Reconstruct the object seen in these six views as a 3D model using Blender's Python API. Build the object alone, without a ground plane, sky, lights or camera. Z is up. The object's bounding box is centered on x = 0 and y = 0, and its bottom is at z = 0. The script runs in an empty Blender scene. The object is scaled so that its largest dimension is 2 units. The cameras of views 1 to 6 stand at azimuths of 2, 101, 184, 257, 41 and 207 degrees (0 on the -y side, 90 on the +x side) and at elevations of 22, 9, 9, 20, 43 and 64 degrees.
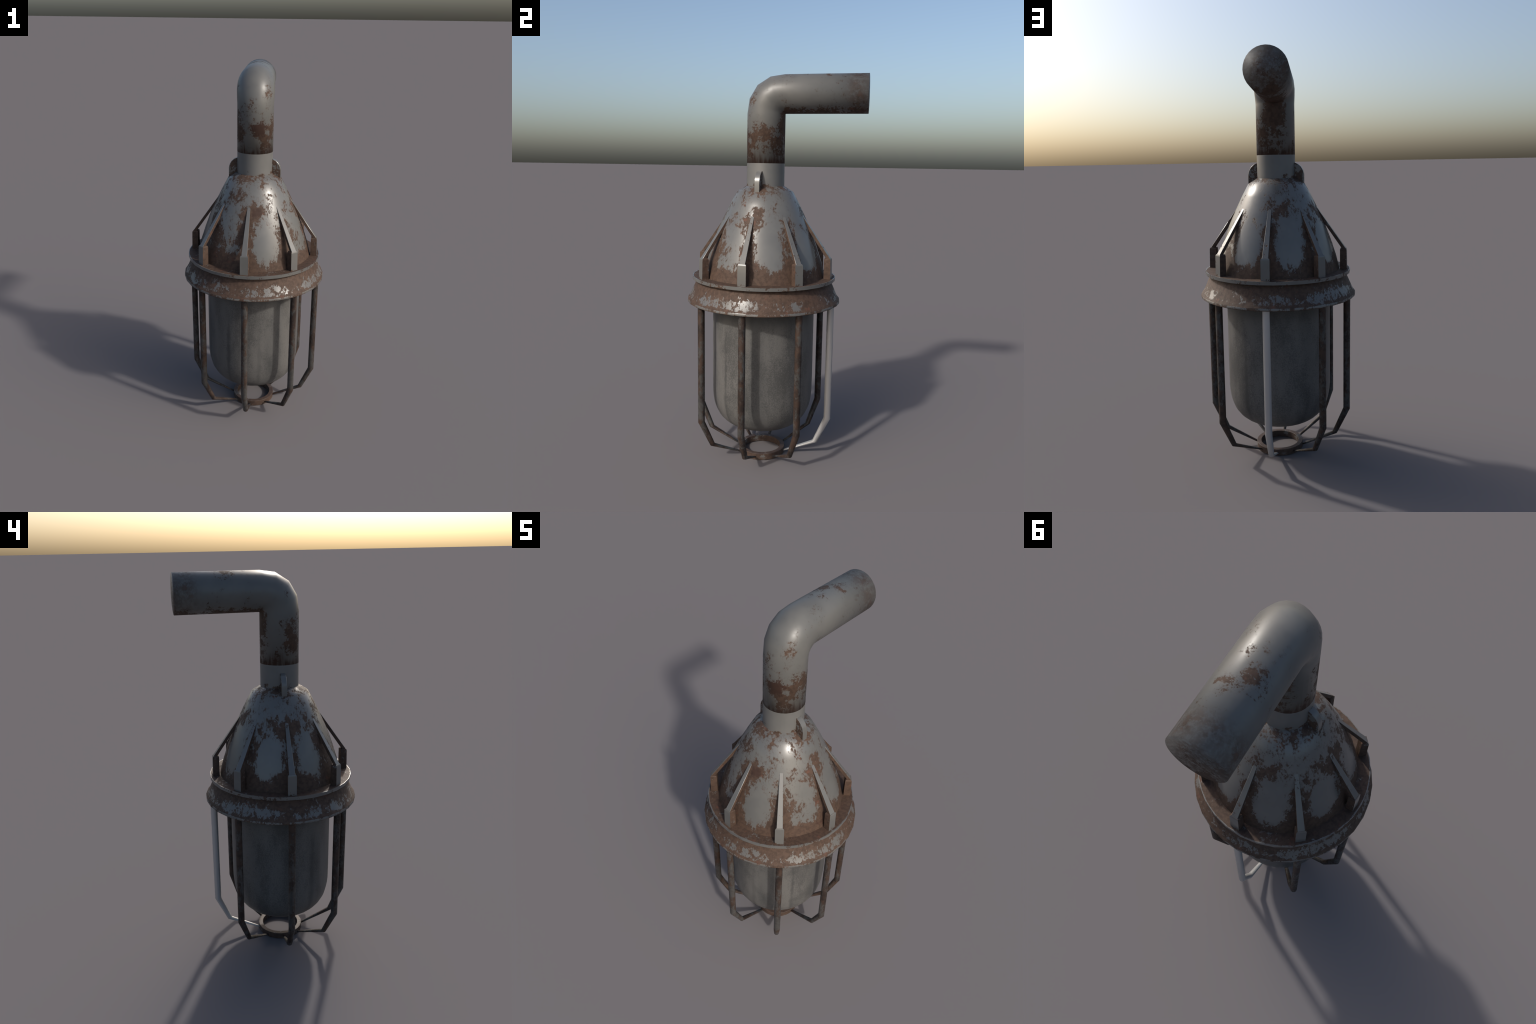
import bpy, math, random
from mathutils import Vector, Matrix

random.seed(7)
AXIS_Y = -0.0557          # the lamp hangs on a vertical axis at x = 0, y = AXIS_Y
SEG = 32                  # sides of every turned part
RIB0 = math.radians(-5.625)   # azimuth of the first brace; the others follow every 45 degrees
ROD0 = math.radians(-5.25)

# ---------------------------------------------------------------- node helpers
class Graph:
    """Small wrapper that makes node formulas readable."""
    def __init__(self, name):
        self.mat = bpy.data.materials.new(name)
        self.mat.use_nodes = True
        self.t = self.mat.node_tree
        self.t.nodes.clear()
        self.out = self.t.nodes.new('ShaderNodeOutputMaterial')
        self.bsdf = self.t.nodes.new('ShaderNodeBsdfPrincipled')
        self.t.links.new(self.bsdf.outputs[0], self.out.inputs[0])
        self.tc = self.t.nodes.new('ShaderNodeTexCoord')
        self.P = self.tc.outputs['Object']

    def plug(self, sock, v):
        if isinstance(v, bpy.types.NodeSocket):
            self.t.links.new(v, sock)
        elif v is not None:
            if isinstance(v, tuple) and len(v) == 3 and sock.type == 'RGBA':
                v = v + (1,)
            sock.default_value = v

    def m(self, op, a, b=None, c=None, clamp=False):
        n = self.t.nodes.new('ShaderNodeMath'); n.operation = op; n.use_clamp = clamp
        for i, v in enumerate((a, b, c)):
            if v is not None: self.plug(n.inputs[i], v)
        return n.outputs[0]

    def add(self, *xs):
        r = xs[0]
        for x in xs[1:]: r = self.m('ADD', r, x)
        return r

    def mul(self, a, b): return self.m('MULTIPLY', a, b)
    def sub(self, a, b): return self.m('SUBTRACT', a, b)

    def step(self, v, lo, hi, a=0.0, b=1.0):
        n = self.t.nodes.new('ShaderNodeMapRange'); n.interpolation_type = 'SMOOTHSTEP'
        for s, x in zip(('Value', 'From Min', 'From Max', 'To Min', 'To Max'), (v, lo, hi, a, b)):
            self.plug(n.inputs[s], x)
        return n.outputs[0]

    def vm(self, op, a, b=None):
        n = self.t.nodes.new('ShaderNodeVectorMath'); n.operation = op
        self.plug(n.inputs[0], a)
        if b is not None: self.plug(n.inputs[1], b)
        return n.outputs['Value'] if op in ('LENGTH', 'DISTANCE', 'DOT_PRODUCT') else n.outputs[0]

    def xyz(self, v):
        n = self.t.nodes.new('ShaderNodeSeparateXYZ'); self.plug(n.inputs[0], v)
        return n.outputs

    def comb(self, x, y, z):
        n = self.t.nodes.new('ShaderNodeCombineXYZ')
        for i, v in enumerate((x, y, z)): self.plug(n.inputs[i], v)
        return n.outputs[0]

    def noise(self, vec, scale, detail=6, rough=.6, dist=0.0):
        n = self.t.nodes.new('ShaderNodeTexNoise')
        self.plug(n.inputs['Vector'], vec)
        for k, v in (('Scale', scale), ('Detail', detail), ('Roughness', rough), ('Distortion', dist)):
            n.inputs[k].default_value = v
        return n.outputs['Fac']

    def mix(self, f, a, b):
        n = self.t.nodes.new('ShaderNodeMix'); n.data_type = 'RGBA'
        self.plug(n.inputs['Factor'], f)
        self.plug(n.inputs[6], a); self.plug(n.inputs[7], b)
        return n.outputs[2]

    def lerp(self, f, a, b):
        n = self.t.nodes.new('ShaderNodeMix'); n.data_type = 'FLOAT'
        self.plug(n.inputs[0], f); self.plug(n.inputs[2], a); self.plug(n.inputs[3], b)
        return n.outputs[0]

    def blob(self, centre, radius, amount, squash=(1, 1, 1)):
        """A soft ball of extra rust around a point: amount at the centre, nothing at the radius."""
        d = self.vm('MULTIPLY', self.vm('SUBTRACT', self.P, centre), squash)
        return self.step(self.vm('LENGTH', d), 0.0, radius, amount, 0.0)

    def random_shift(self):
        """Object coordinates moved by a different amount on every repeat of a part."""
        oi = self.t.nodes.new('ShaderNodeObjectInfo')
        r = self.mul(oi.outputs['Random'], 37.0)
        return self.vm('ADD', self.P, self.comb(r, self.mul(r, 1.7), self.mul(r, .6)))

    def finish(self, color, rough, metal, height=None, strength=.3, dist=.004, gloss=.36):
        self.plug(self.bsdf.inputs['Base Color'], color)
        self.plug(self.bsdf.inputs['Roughness'], rough)
        self.plug(self.bsdf.inputs['Metallic'], metal)
        self.plug(self.bsdf.inputs['Specular IOR Level'], gloss)
        if height is not None:
            b = self.t.nodes.new('ShaderNodeBump')
            b.inputs['Strength'].default_value = strength
            b.inputs['Distance'].default_value = dist
            self.plug(b.inputs['Height'], height)
            self.t.links.new(b.outputs[0], self.bsdf.inputs['Normal'])
        return self.mat


PAINT = (.102, .101, .096)
PAINT_DULL = (.088, .088, .085)
RUST = (.065, .0395, .0275)
RUST_DARK = (.030, .014, .010)
RUST_RED = (.105, .042, .027)
PAINT_METAL = 0.0
PAINT_ROUGH = .31


def weathered(g, mask, vec, extra_dark=None, paint=PAINT, dull=PAINT_DULL,
              metal=PAINT_METAL, rough=PAINT_ROUGH, rust=RUST, gloss=.62):
    """Grey enamel over iron; mask 1 = bare rust."""
    tone = g.noise(vec, 9, 5, .6)
    grey = g.mix(g.step(tone, .35, .65), paint, dull)
    fine = g.noise(vec, 55, 6, .65)
    rc = g.mix(g.step(fine, .40, .62), rust, tuple(.66 * c for c in rust))
    rc = g.mix(g.mul(g.step(g.noise(vec, 24, 4, .6), .60, .72), .55), rc, RUST_RED)
    dk = g.step(g.noise(vec, 15, 5, .65), .60, .70)
    rc = g.mix(g.mul(dk, .75), rc, RUST_DARK)
    if extra_dark is not None:
        rc = g.mix(extra_dark, rc, RUST_DARK)
    col = g.mix(mask, grey, rc)
    ro = g.add(g.lerp(mask, rough, .72), g.mul(g.sub(fine, .5), .12))
    me = metal
    h = g.add(g.mul(mask, -.55), g.mul(g.mul(fine, mask), .8))
    return g.finish(col, ro, me, h, .35, .003, g.lerp(mask, gloss, .30))


def edge_noise(g, vec, coarse=9.0, mid=34.0, fine=125.0):
    """Patchy field between about -1 and 1 with ragged, grainy borders."""
    a = g.step(g.noise(vec, coarse, 8, .62, .2), .33, .67, -.5, .5)
    b = g.step(g.noise(vec, mid, 6, .68, .3), .35, .65, -.5, .5)
    c = g.step(g.noise(vec, fine, 4, .7), .35, .65, -.5, .5)
    return g.add(g.mul(a, .95), g.mul(b, .85), g.mul(c, .58))


def rib_distance(g, x, y):
    """Arc distance in metres to the nearest brace line."""
    ang = g.m('ARCTAN2', y, x)
    t = g.m('DIVIDE', g.sub(ang, RIB0), math.pi / 4)
    f = g.m('ABSOLUTE', g.sub(g.m('FRACT', g.add(t, .5)), .5))      # 0 on a brace, .5 between
    r = g.m('SQRT', g.add(g.mul(x, x), g.mul(y, y)))
    return g.mul(g.mul(f, math.pi / 4), r)


def polar(deg, r, z):
    a = math.radians(deg)
    return (r * math.cos(a), r * math.sin(a), z)


def hood_material():
    g = Graph('weathered_hood_enamel')
    x, y, z = g.xyz(g.P)
    stretched = g.vm('MULTIPLY', g.P, (1, 1, .6))
    n = edge_noise(g, stretched, 8, 30, 105)
    d = rib_distance(g, x, y)
    beside = g.mul(g.step(d, .010, .085, 1.15, -.25), g.step(z, 1.34, 1.14))
    foot = g.step(z, 1.11, .99, 0, 1.7)
    belt = g.mul(g.step(z, 1.22, 1.27), g.step(z, 1.37, 1.31, 0, .12))
    neck = g.step(z, 1.395, 1.44, 0, .60)
    b = g.add(n, beside, foot, belt, neck)
    for c, r, s in ((polar(3, .20, 1.29), .085, .9), (polar(-84, .21, 1.27), .09, 1.0),
                    (polar(-62, .18, 1.34), .06, .6), (polar(95, .205, 1.30), .10, .8),
                    (polar(108, .20, 1.29), .09, .7), (polar(160, .21, 1.28), .09, .6),
                    (polar(178, .21, 1.27), .08, .7), (polar(-28, .26, 1.13), .08, .85),
                    (polar(-118, .28, 1.10), .10, .85), (polar(-25, .15, 1.40), .07, .8),
                    (polar(-66, .28, 1.10), .06, .7), (polar(-120, .18, 1.35), .08, .6),
                    (polar(174, .13, 1.42), .06, .7), (polar(-5, .13, 1.42), .06, .7)):
        b = g.add(b, g.blob(c, r, s))
    for c, r in ((polar(17, .27, 1.13), .10), (polar(-73, .28, 1.10), .09), (polar(107, .28, 1.10), .10),
                 (polar(152, .27, 1.12), .10), (polar(-163, .27, 1.12), .08), (polar(62, .27, 1.12), .09)):
        b = g.sub(b, g.blob(c, r, .75, (1, 1, .6)))
    mask = g.m('MAXIMUM', g.step(b, .48, .66), g.step(b, .05, .65, 0, .38))
    deep = g.step(g.add(g.blob(polar(-84, .21, 1.275), .06, 1.0), g.mul(n, .4)), .55, .9, 0, .7)
    return weathered(g, mask, g.P, deep)


def pipe_material():
    g = Graph('weathered_pipe_enamel')
    x, y, z = g.xyz(g.P)
    n = edge_noise(g, g.P, 9, 34, 110)
    streak = g.noise(g.comb(g.mul(x, 26), g.mul(y, 26), g.mul(z, 2.0)), 2.8, 6, .7)
    streak_y = g.noise(g.comb(g.mul(x, 26), g.mul(y, 2.0), g.mul(z, 26)), 2.8, 6, .7)
    standing = g.step(z, 1.90, 1.62, -.30, .16)
    belly = g.mul(g.step(z, 1.86, 1.805, 0, 1.3), g.step(y, .06, .12))
    cap = g.step(y, .505, .509, 0, .42)
    run = g.mul(g.step(y, .08, .16), g.step(y, .42, .30, 0, .14))
    b = g.add(n, standing, belly, cap, run)
    for c, r, s in ((polar(-82, .096, 1.70), .07, .95), (polar(-70, .096, 1.665), .06, .8),
                    (polar(-55, .096, 1.62), .06, .8), (polar(-25, .096, 1.70), .08, .7),
                    (polar(-10, .096, 1.645), .08, .75), (polar(10, .096, 1.72), .07, .6),
                    (polar(-5, .096, 1.77), .06, .45), (polar(40, .096, 1.67), .06, .5),
                    (polar(90, .096, 1.755), .085, .9), (polar(78, .096, 1.80), .07, .6),
                    (polar(-155, .096, 1.66), .08, .85), (polar(-165, .096, 1.73), .08, .75),
                    (polar(165, .096, 1.76), .05, .5), (polar(-58, .12, 1.86), .06, 1.0),
                    (polar(-165, .10, 1.90), .06, .75), (polar(-100, .10, 1.82), .06, .7), (polar(-35, .11, 1.87), .06, .75),
                    ((.03, .205, 1.995), .045, .85), ((-.02, .25, 1.999), .045, .75),
                    ((.02, .31, 1.998), .08, .85), ((-.04, .30, 1.985), .07, .7), ((.06, .10, 1.96), .05, .4),
                    ((0, .10, 1.81), .06, .7), ((.09, .12, 1.86), .04, .5)):
        b = g.add(b, g.blob(c, r, s))
    mask = g.m('MAXIMUM', g.step(b, .62, .76), g.step(b, .20, .75, 0, .30))
    # soft, streaky grime: a brown hem above the seam and a stained free end
    side = g.noise(g.comb(g.mul(x, 1), g.mul(y, 1), 0.0), 11, 3, .6)
    reach = g.step(side, .38, .62, 1.585, 1.665)
    hem = g.mul(g.step(z, reach, 1.552), g.step(streak, .30, .66, .35, 1.0))
    hem = g.mul(g.step(hem, .04, .85), g.step(y, .30, .25))
    end = g.mul(g.step(y, .375, .475), g.step(g.noise(g.P, 48, 7, .75), .36, .58, .05, 1.0))
    end = g.m('MAXIMUM', end, g.mul(g.step(y, .45, .505), g.step(streak_y, .46, .62)))
    end = g.mul(end, g.step(g.noise(g.P, 9, 4, .6), .36, .55, .45, 1.0))
    soft = g.m('MAXIMUM', hem, g.mul(end, .85))
    deep = g.m('MAXIMUM', g.mul(hem, .62), g.step(g.add(g.blob(polar(-76, .096, 1.69), .085, 1.0), g.mul(n, .4)), .40, .8, 0, .8))
    return weathered(g, g.m('MAXIMUM', mask, soft), g.P, deep, rough=.40, gloss=.42)


def collar_material():
    g = Graph('grey_collar_enamel')
    x, y, z = g.xyz(g.P)
    n = edge_noise(g, g.P, 9, 32, 95)
    b = g.add(n, g.step(z, 1.48, 1.44, -1.3, .05))
    for deg, zz, r, s in ((174, 1.455, .10, 1.2), (-6, 1.45, .085, 1.2), (-110, 1.468, .03, 1.3), (-70, 1.445, .04, .8),
                          (118, 1.468, .035, 1.3), (-60, 1.45, .05, .8)):
        b = g.add(b, g.blob(polar(deg, .0963, zz), r, s))
    mask = g.step(b, .40, .52)
    return weathered(g, mask, g.P, rough=.45, paint=(.108, .107, .103), dull=(.094, .094, .090))


def rim_material():
    g = Graph('rusted_rim_enamel')
    x, y, z = g.xyz(g.P)
    stretched = g.vm('MULTIPLY', g.P, (1, 1, .6))
    n = edge_noise(g, stretched, 9, 42, 130)
    worn = g.mul(g.step(z, .94, .895), g.step(z, .862, .876, 0, -.75))
    lip = g.mul(g.step(z, .862, .859), g.step(z, .847, .851, 0, -.95))
    b = g.add(n, .85, worn, lip)
    mask = g.m('MAXIMUM', g.step(b, -.14, .12), .12)
    return weathered(g, mask, g.P)


def flange_material():
    g = Graph('rusted_flange_enamel')
    x, y, z = g.xyz(g.P)
    r = g.m('SQRT', g.add(g.mul(x, x), g.mul(y, y)))
    n = edge_noise(g, g.P, 8, 40, 120)
    edge = g.step(r, .3665, .3705, 0, -1.2)
    b = g.add(n, .85, edge)
    mask = g.step(b, -.10, .20)
    return weathered(g, mask, g.P)


def brace_material(flank_rust=1.5):
    """Braces: outer faces keep their enamel, flanks and inner faces have gone brown."""
    g = Graph('weathered_brace_enamel')
    v = g.random_shift()
    x, y, z = g.xyz(g.P)
    n = edge_noise(g, v, 10, 34, 100)
    flank = g.m('ABSOLUTE', y)
    geo = g.t.nodes.new('ShaderNodeNewGeometry')
    vt = g.t.nodes.new('ShaderNodeVectorTransform')
    vt.vector_type = 'NORMAL'; vt.convert_from = 'WORLD'; vt.convert_to = 'OBJECT'
    g.t.links.new(geo.outputs['True Normal'], vt.inputs[0])
    nx, ny, nz = g.xyz(vt.outputs[0])
    outer = g.step(nx, .25, .45)
    foot = g.step(z, 1.005, .978, 0, .6)
    b = g.add(n, g.lerp(outer, flank_rust, -.10), foot)
    mask = g.step(b, .60, .72)
    return weathered(g, mask, v)


def rod_material():
    g = Graph('rusted_cage_iron')
    v = g.random_shift()
    n = edge_noise(g, g.vm('MULTIPLY', v, (1, 1, .55)), 12, 34, 110)
    mask = g.step(g.add(n, .10), -.35, .35)
    tone = g.noise(v, 40, 5, .7)
    grey = g.mix(g.step(tone, .38, .62), (.056, .055, .053), (.036, .035, .034))
    rc = g.mix(g.step(g.noise(v, 22, 5, .65), .42, .6), (.041, .024, .017), (.018, .0115, .009))
    col = g.mix(mask, grey, rc)
    return g.finish(col, g.lerp(mask, .45, .6), 0.0, g.mul(tone, .6), .3, .002)


def ring_material():
    g = Graph('rusted_ring_iron')
    n = edge_noise(g, g.P, 10, 36, 110)
    mask = g.step(g.add(n, .60), -.2, .3)
    tone = g.noise(g.P, 38, 5, .7)
    rc = g.mix(g.step(tone, .4, .6), (.060, .037, .027), (.040, .025, .019))
    col = g.mix(mask, (.10, .10, .097), rc)
    return g.finish(col, .6, 0.0, g.mul(tone, .6), .3, .002)


def bare_rod_material():
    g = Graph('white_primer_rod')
    n = g.noise(g.P, 14, 4, .5)
    return g.finish(g.mix(n, (.46, .46, .46), (.44, .44, .44)), .36, .55)


def globe_material():
    g = Graph('dusty_frosted_glass')
    x, y, z = g.xyz(g.P)
    ang = g.m('ARCTAN2', y, x)
    big = g.noise(g.comb(x, y, g.mul(z, .4)), 9, 6, .65)
    grain = g.noise(g.P, 170, 4, .75)
    streak = g.noise(g.comb(g.mul(x, 11), g.mul(y, 11), g.mul(z, 1.0)), 1.5, 4, .6)
    v = g.add(g.mul(big, 1.0), g.mul(streak, .1), g.mul(g.sub(grain, .5), 1.0))
    col = g.mix(g.step(v, .34, .72), (.052, .052, .051), (.104, .101, .097))
    # a few dark, grainy vertical streaks down the sides
    for deg, width, z0, z1, amount in ((-119, .030, .22, .62, .75), (-33, .026, .20, .66, .75), (55, .028, .20, .60, .7),
                                       (-157, .040, .22, .66, .55), (-80, .03, .25, .55, .4), (8, .12, .2, .75, .30),
                                       (-66, .12, .2, .6, .28)):
        a = g.m('ABSOLUTE', g.sub(ang, math.radians(deg)))
        wob = g.add(a, g.mul(g.sub(g.noise(g.P, 26, 5, .7), .5), .16))
        run = g.mul(g.step(wob, width * 2.2, 0), g.mul(g.step(z, z1 + .12, z1 - .08), g.step(z, z0 - .10, z0 + .05)))
        run = g.mul(run, g.step(grain, .30, .62, .35, 1.0))
        col = g.mix(g.mul(run, amount), col, (.036, .037, .037))
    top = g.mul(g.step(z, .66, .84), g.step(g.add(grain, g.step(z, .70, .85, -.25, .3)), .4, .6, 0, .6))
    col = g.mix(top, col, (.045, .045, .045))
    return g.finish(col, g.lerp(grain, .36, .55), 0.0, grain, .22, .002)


# ---------------------------------------------------------------- mesh helpers
thing = bpy.data.objects.new('caged_industrial_lamp', None)
bpy.context.scene.collection.objects.link(thing)
thing.location = (0, AXIS_Y, 0)
thing['label'] = 'rusty grey caged bulkhead lamp hanging from a bent pipe'
thing['category'] = 'lamp'


def make(name, verts, faces, mat, smooth=40, parent=thing):
    me = bpy.data.meshes.new(name)
    me.from_pydata([tuple(v) for v in verts], [], faces)
    me.update()
    me.materials.append(mat)
    me.polygons.foreach_set('use_smooth', [True] * len(me.polygons))
    if smooth is not None:
        me.set_sharp_from_angle(angle=math.radians(smooth))
    ob = bpy.data.objects.new(name, me)
    bpy.context.scene.collection.objects.link(ob)
    ob.parent = parent
    return ob


def bevel(ob, width, seg=2, angle=35):
    md = ob.modifiers.new('edge', 'BEVEL')
    md.width = width; md.segments = seg; md.limit_method = 'ANGLE'
    md.angle_limit = math.radians(angle); md.harden_normals = False
    dg = bpy.context.evaluated_depsgraph_get()
    me = bpy.data.meshes.new_from_object(ob.evaluated_get(dg))
    ob.modifiers.clear()
    old = ob.data; ob.data = me; name = old.name
    bpy.data.meshes.remove(old); me.name = name
    me.polygons.foreach_set('use_smooth', [True] * len(me.polygons))
    me.set_sharp_from_angle(angle=math.radians(40))
    return ob


def lathe(name, profile, mat, closed=False, cap=(False, False), smooth=40, seg=SEG):
    """Turn (radius, z) points round the lamp axis."""
    verts, faces = [], []
    for r, z in profile:
        for i in range(seg):
            a = 2 * math.pi * i / seg
            verts.append((r * math.cos(a), r * math.sin(a), z))
    n = len(profile)
    for j in range(n if closed else n - 1):
        k = (j + 1) % n
        for i in range(seg):
            i2 = (i + 1) % seg
            faces.append((j * seg + i, j * seg + i2, k * seg + i2, k * seg + i))
    if cap[0]: faces.append(tuple(reversed(range(seg))))
    if cap[1]: faces.append(tuple((n - 1) * seg + i for i in range(seg)))
    ob = make(name, verts, faces, mat, smooth)
    fix_normals(ob)
    return ob


def fix_normals(ob):
    import bmesh
    bm = bmesh.new(); bm.from_mesh(ob.data)
    bmesh.ops.recalc_face_normals(bm, faces=bm.faces)
    bm.to_mesh(ob.data); bm.free()
    ob.data.update()


def loft(name, rings, mat, smooth=40, caps=True):
    n = len(rings[0]); verts = [v for r in rings for v in r]; faces = []
    for j in range(len(rings) - 1):
        for i in range(n):
            i2 = (i + 1) % n
            faces.append((j * n + i, j * n + i2, (j + 1) * n + i2, (j + 1) * n + i))
    if caps:
        faces.append(tuple(reversed(range(n))))
        faces.append(tuple((len(rings) - 1) * n + i for i in range(n)))
    ob = make(name, verts, faces, mat, smooth)
    fix_normals(ob)
    return ob


def prism(name, outline, half_width, mat):
    """Extrude a (radius, z) outline sideways: half_width may be one number or one per point."""
    n = len(outline)
    hw = half_width if isinstance(half_width, (list, tuple)) else [half_width] * n
    verts = [(r, -h, z) for (r, z), h in zip(outline, hw)] + [(r, h, z) for (r, z), h in zip(outline, hw)]
    faces = [tuple(range(n)), tuple(reversed(range(n, 2 * n)))]
    faces += [(i, i + n, (i + 1) % n + n, (i + 1) % n) for i in range(n)]
    ob = make(name, verts, faces, mat, 30)
    fix_normals(ob)
    return ob


def repeat(ob, name, count, start, step):
    obs = [ob]
    ob.name = name
    for k in range(1, count):
        c = ob.copy(); c.name = name
        bpy.context.scene.collection.objects.link(c)
        obs.append(c)
    for k, o in enumerate(obs):
        o.rotation_euler = (0, 0, start + step * k)
    return obs


def spline(points, per=6):
    """Catmull-Rom through hand-placed profile points."""
    pts = [points[0]] + list(points) + [points[-1]]
    out = []
    for i in range(1, len(pts) - 2):
        p0, p1, p2, p3 = (Vector(p) for p in pts[i - 1:i + 3])
        for k in range(per):
            t = k / per
            out.append(tuple(.5 * ((2 * p1) + (p2 - p0) * t + (2 * p0 - 5 * p1 + 4 * p2 - p3) * t * t
                                   + (3 * p1 - p0 - 3 * p2 + p3) * t ** 3)))
    out.append(tuple(points[-1]))
    return out


# ---------------------------------------------------------------- pipe and collar
PIPE_R = .0968
SEAM_Z, NECK_Z = 1.559, 1.438
TOP_Z = 2.0
PIPE_Y = .0012                                # the pipe stands a hair off the lamp axis
PIVOT = (PIPE_R + PIPE_Y, TOP_Z - 2 * PIPE_R)          # (y, z) of the sharp inner corner of the elbow
END_Y = .4558 - AXIS_Y

rings = []
def pipe_ring(cy, cz, tilt, rad):
    """Circle round a pipe centre; tilt 0 = level section, 90 degrees = upright section."""
    out = []
    for i in range(SEG):
        a = 2 * math.pi * i / SEG
        u, v = rad * math.cos(a), rad * math.sin(a)      # u along x, v in the bending plane
        out.append((u, cy + v * math.cos(tilt), cz - v * math.sin(tilt)))
    return out

rings.append(pipe_ring(PIPE_Y, SEAM_Z, 0, PIPE_R))
for k, rad in enumerate((PIPE_R, .0990, .1006, .0990, PIPE_R)):
    t = math.radians(22.5 * k)
    rings.append(pipe_ring(PIVOT[0] - rad * math.cos(t), PIVOT[1] + rad * math.sin(t), t, rad))
rings.append(pipe_ring(END_Y, PIVOT[1] + PIPE_R, math.pi / 2, PIPE_R))
pipe_mat = pipe_material()
pipe = loft('bent_pipe', rings, pipe_mat, smooth=None)
pipe.data.shade_smooth()

collar_mat = collar_material()
collar = lathe('collar', [(PIPE_R, NECK_Z - .02), (PIPE_R, SEAM_Z)], collar_mat, cap=(True, True), smooth=40)
collar.location.y = PIPE_Y

# ---------------------------------------------------------------- hood
hood_mat = hood_material()
hood_profile = [(.090, 1.446), (.0975, 1.4445), (.1445, 1.4155), (.1775, 1.354), (.2085, 1.290), (.2452, 1.211),
                (.2765, 1.126), (.3020, 1.048), (.3190, .979)]
hood = lathe('hood', hood_profile, hood_mat, cap=(True, True), smooth=55)

lug = prism('hanging_lug', [(.090, 1.405), (.1425, 1.405), (.1425, 1.463), (.1385, 1.481), (.128, 1.500), (.113, 1.513),
                            (.0966, 1.520), (.090, 1.520)], .0135, brace_material(1.0))
bevel(lug, .0015, 1)

# ---------------------------------------------------------------- flange and rim
flange_mat = flange_material()
flange = lathe('flange', [(.30, .9815), (.3735, .9805), (.3735, .9642), (.30, .9642)], flange_mat, closed=True, smooth=30)
rim_mat = rim_material()
rim = lathe('rim', [(.3480, .9636), (.3865, .875), (.3975, .862), (.400, .858), (.400, .8485), (.397, .8465), (.26, .848),
                    (.26, .9636)], rim_mat, closed=True, smooth=50)

# ---------------------------------------------------------------- braces
brace_mat = brace_material()
post = loft('brace_post', [[(ri, -h, z), (ro, -h, z), (ro, h, z), (ri, h, z)] for ri, ro, z, h in (
    (.3235, .3585, .980, .0212), (.3235, .3565, 1.0775, .0212), (.3240, .3555, 1.0825, .0200),
    (.3255, .3530, 1.0865, .0170))], brace_mat, smooth=35)
strut = prism('brace_strut', [(.3340, 1.084), (.3545, 1.083), (.2010, 1.3020), (.1880, 1.2945)],
              [.0148, .0148, .0080, .0080], brace_mat)
bevel(strut, .001, 1)
repeat(lug, 'hanging_lug', 2, RIB0, math.pi)
repeat(post, 'brace_post', 8, RIB0, math.pi / 4)
repeat(strut, 'brace_strut', 8, RIB0, math.pi / 4)

# ---------------------------------------------------------------- globe
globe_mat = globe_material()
arc = [(.268, .86), (.268, .60), (.268, .42)]
GB, GZ = .158, .415
for k in range(1, 17):
    t = math.pi / 2 * k / 16
    c, s = math.cos(t), math.sin(t)
    arc.append((.268 * c ** .65 if k < 16 else .0, GZ - (GZ - GB) * s ** .65))
arc[-1] = (.012, GB)
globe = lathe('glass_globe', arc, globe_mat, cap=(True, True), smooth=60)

# ---------------------------------------------------------------- cage
def rod_mesh(mat, r):
    """Rod: straight drop, two knees, then a tapering foot that runs in to the ring."""
    # (radius from axis, z, half size along the bend, half size sideways, tilt of the section in degrees)
    stations = [(.3585, .875, 1.0, 1.0, 0), (.3575, .229, 1.0, 1.0, -8), (.2945, .0915, .74, .82, -20),
                (.116, .0105, .24, .43, -40)]
    rings = []
    for R, z, a, b, tilt in stations:
        t = math.radians(tilt); ring = []
        for i in range(12):
            an = 2 * math.pi * i / 12
            u, w = r * a * math.cos(an), r * b * math.sin(an)
            ring.append((R + u * math.cos(t), w, z + u * math.sin(t)))
        rings.append(ring)
    return loft('cage_rod', rings, mat, smooth=18 + 20)

rod_mat = rod_material()
rod = rod_mesh(rod_mat, .0176)
rods = repeat(rod, 'cage_rod', 8, ROD0, math.pi / 4)
white = rod_mesh(bare_rod_material(), .0180)          # one rod is bare white
old = rods[2]
white.rotation_euler = old.rotation_euler
bpy.data.objects.remove(old)
white.name = 'cage_rod'
for o in [o for k, o in enumerate(rods) if k != 2] + [white]:
    o.location = (.0014, .0026, 0)      # the cage hangs slightly off centre

cage_ring = lathe('cage_ring', [(.1005, .0), (.1238, .0), (.1238, .034), (.1005, .034)], ring_material(), closed=True, smooth=30)
bevel(cage_ring, .0012, 1)
cage_ring.location = (.005, .003, 0)
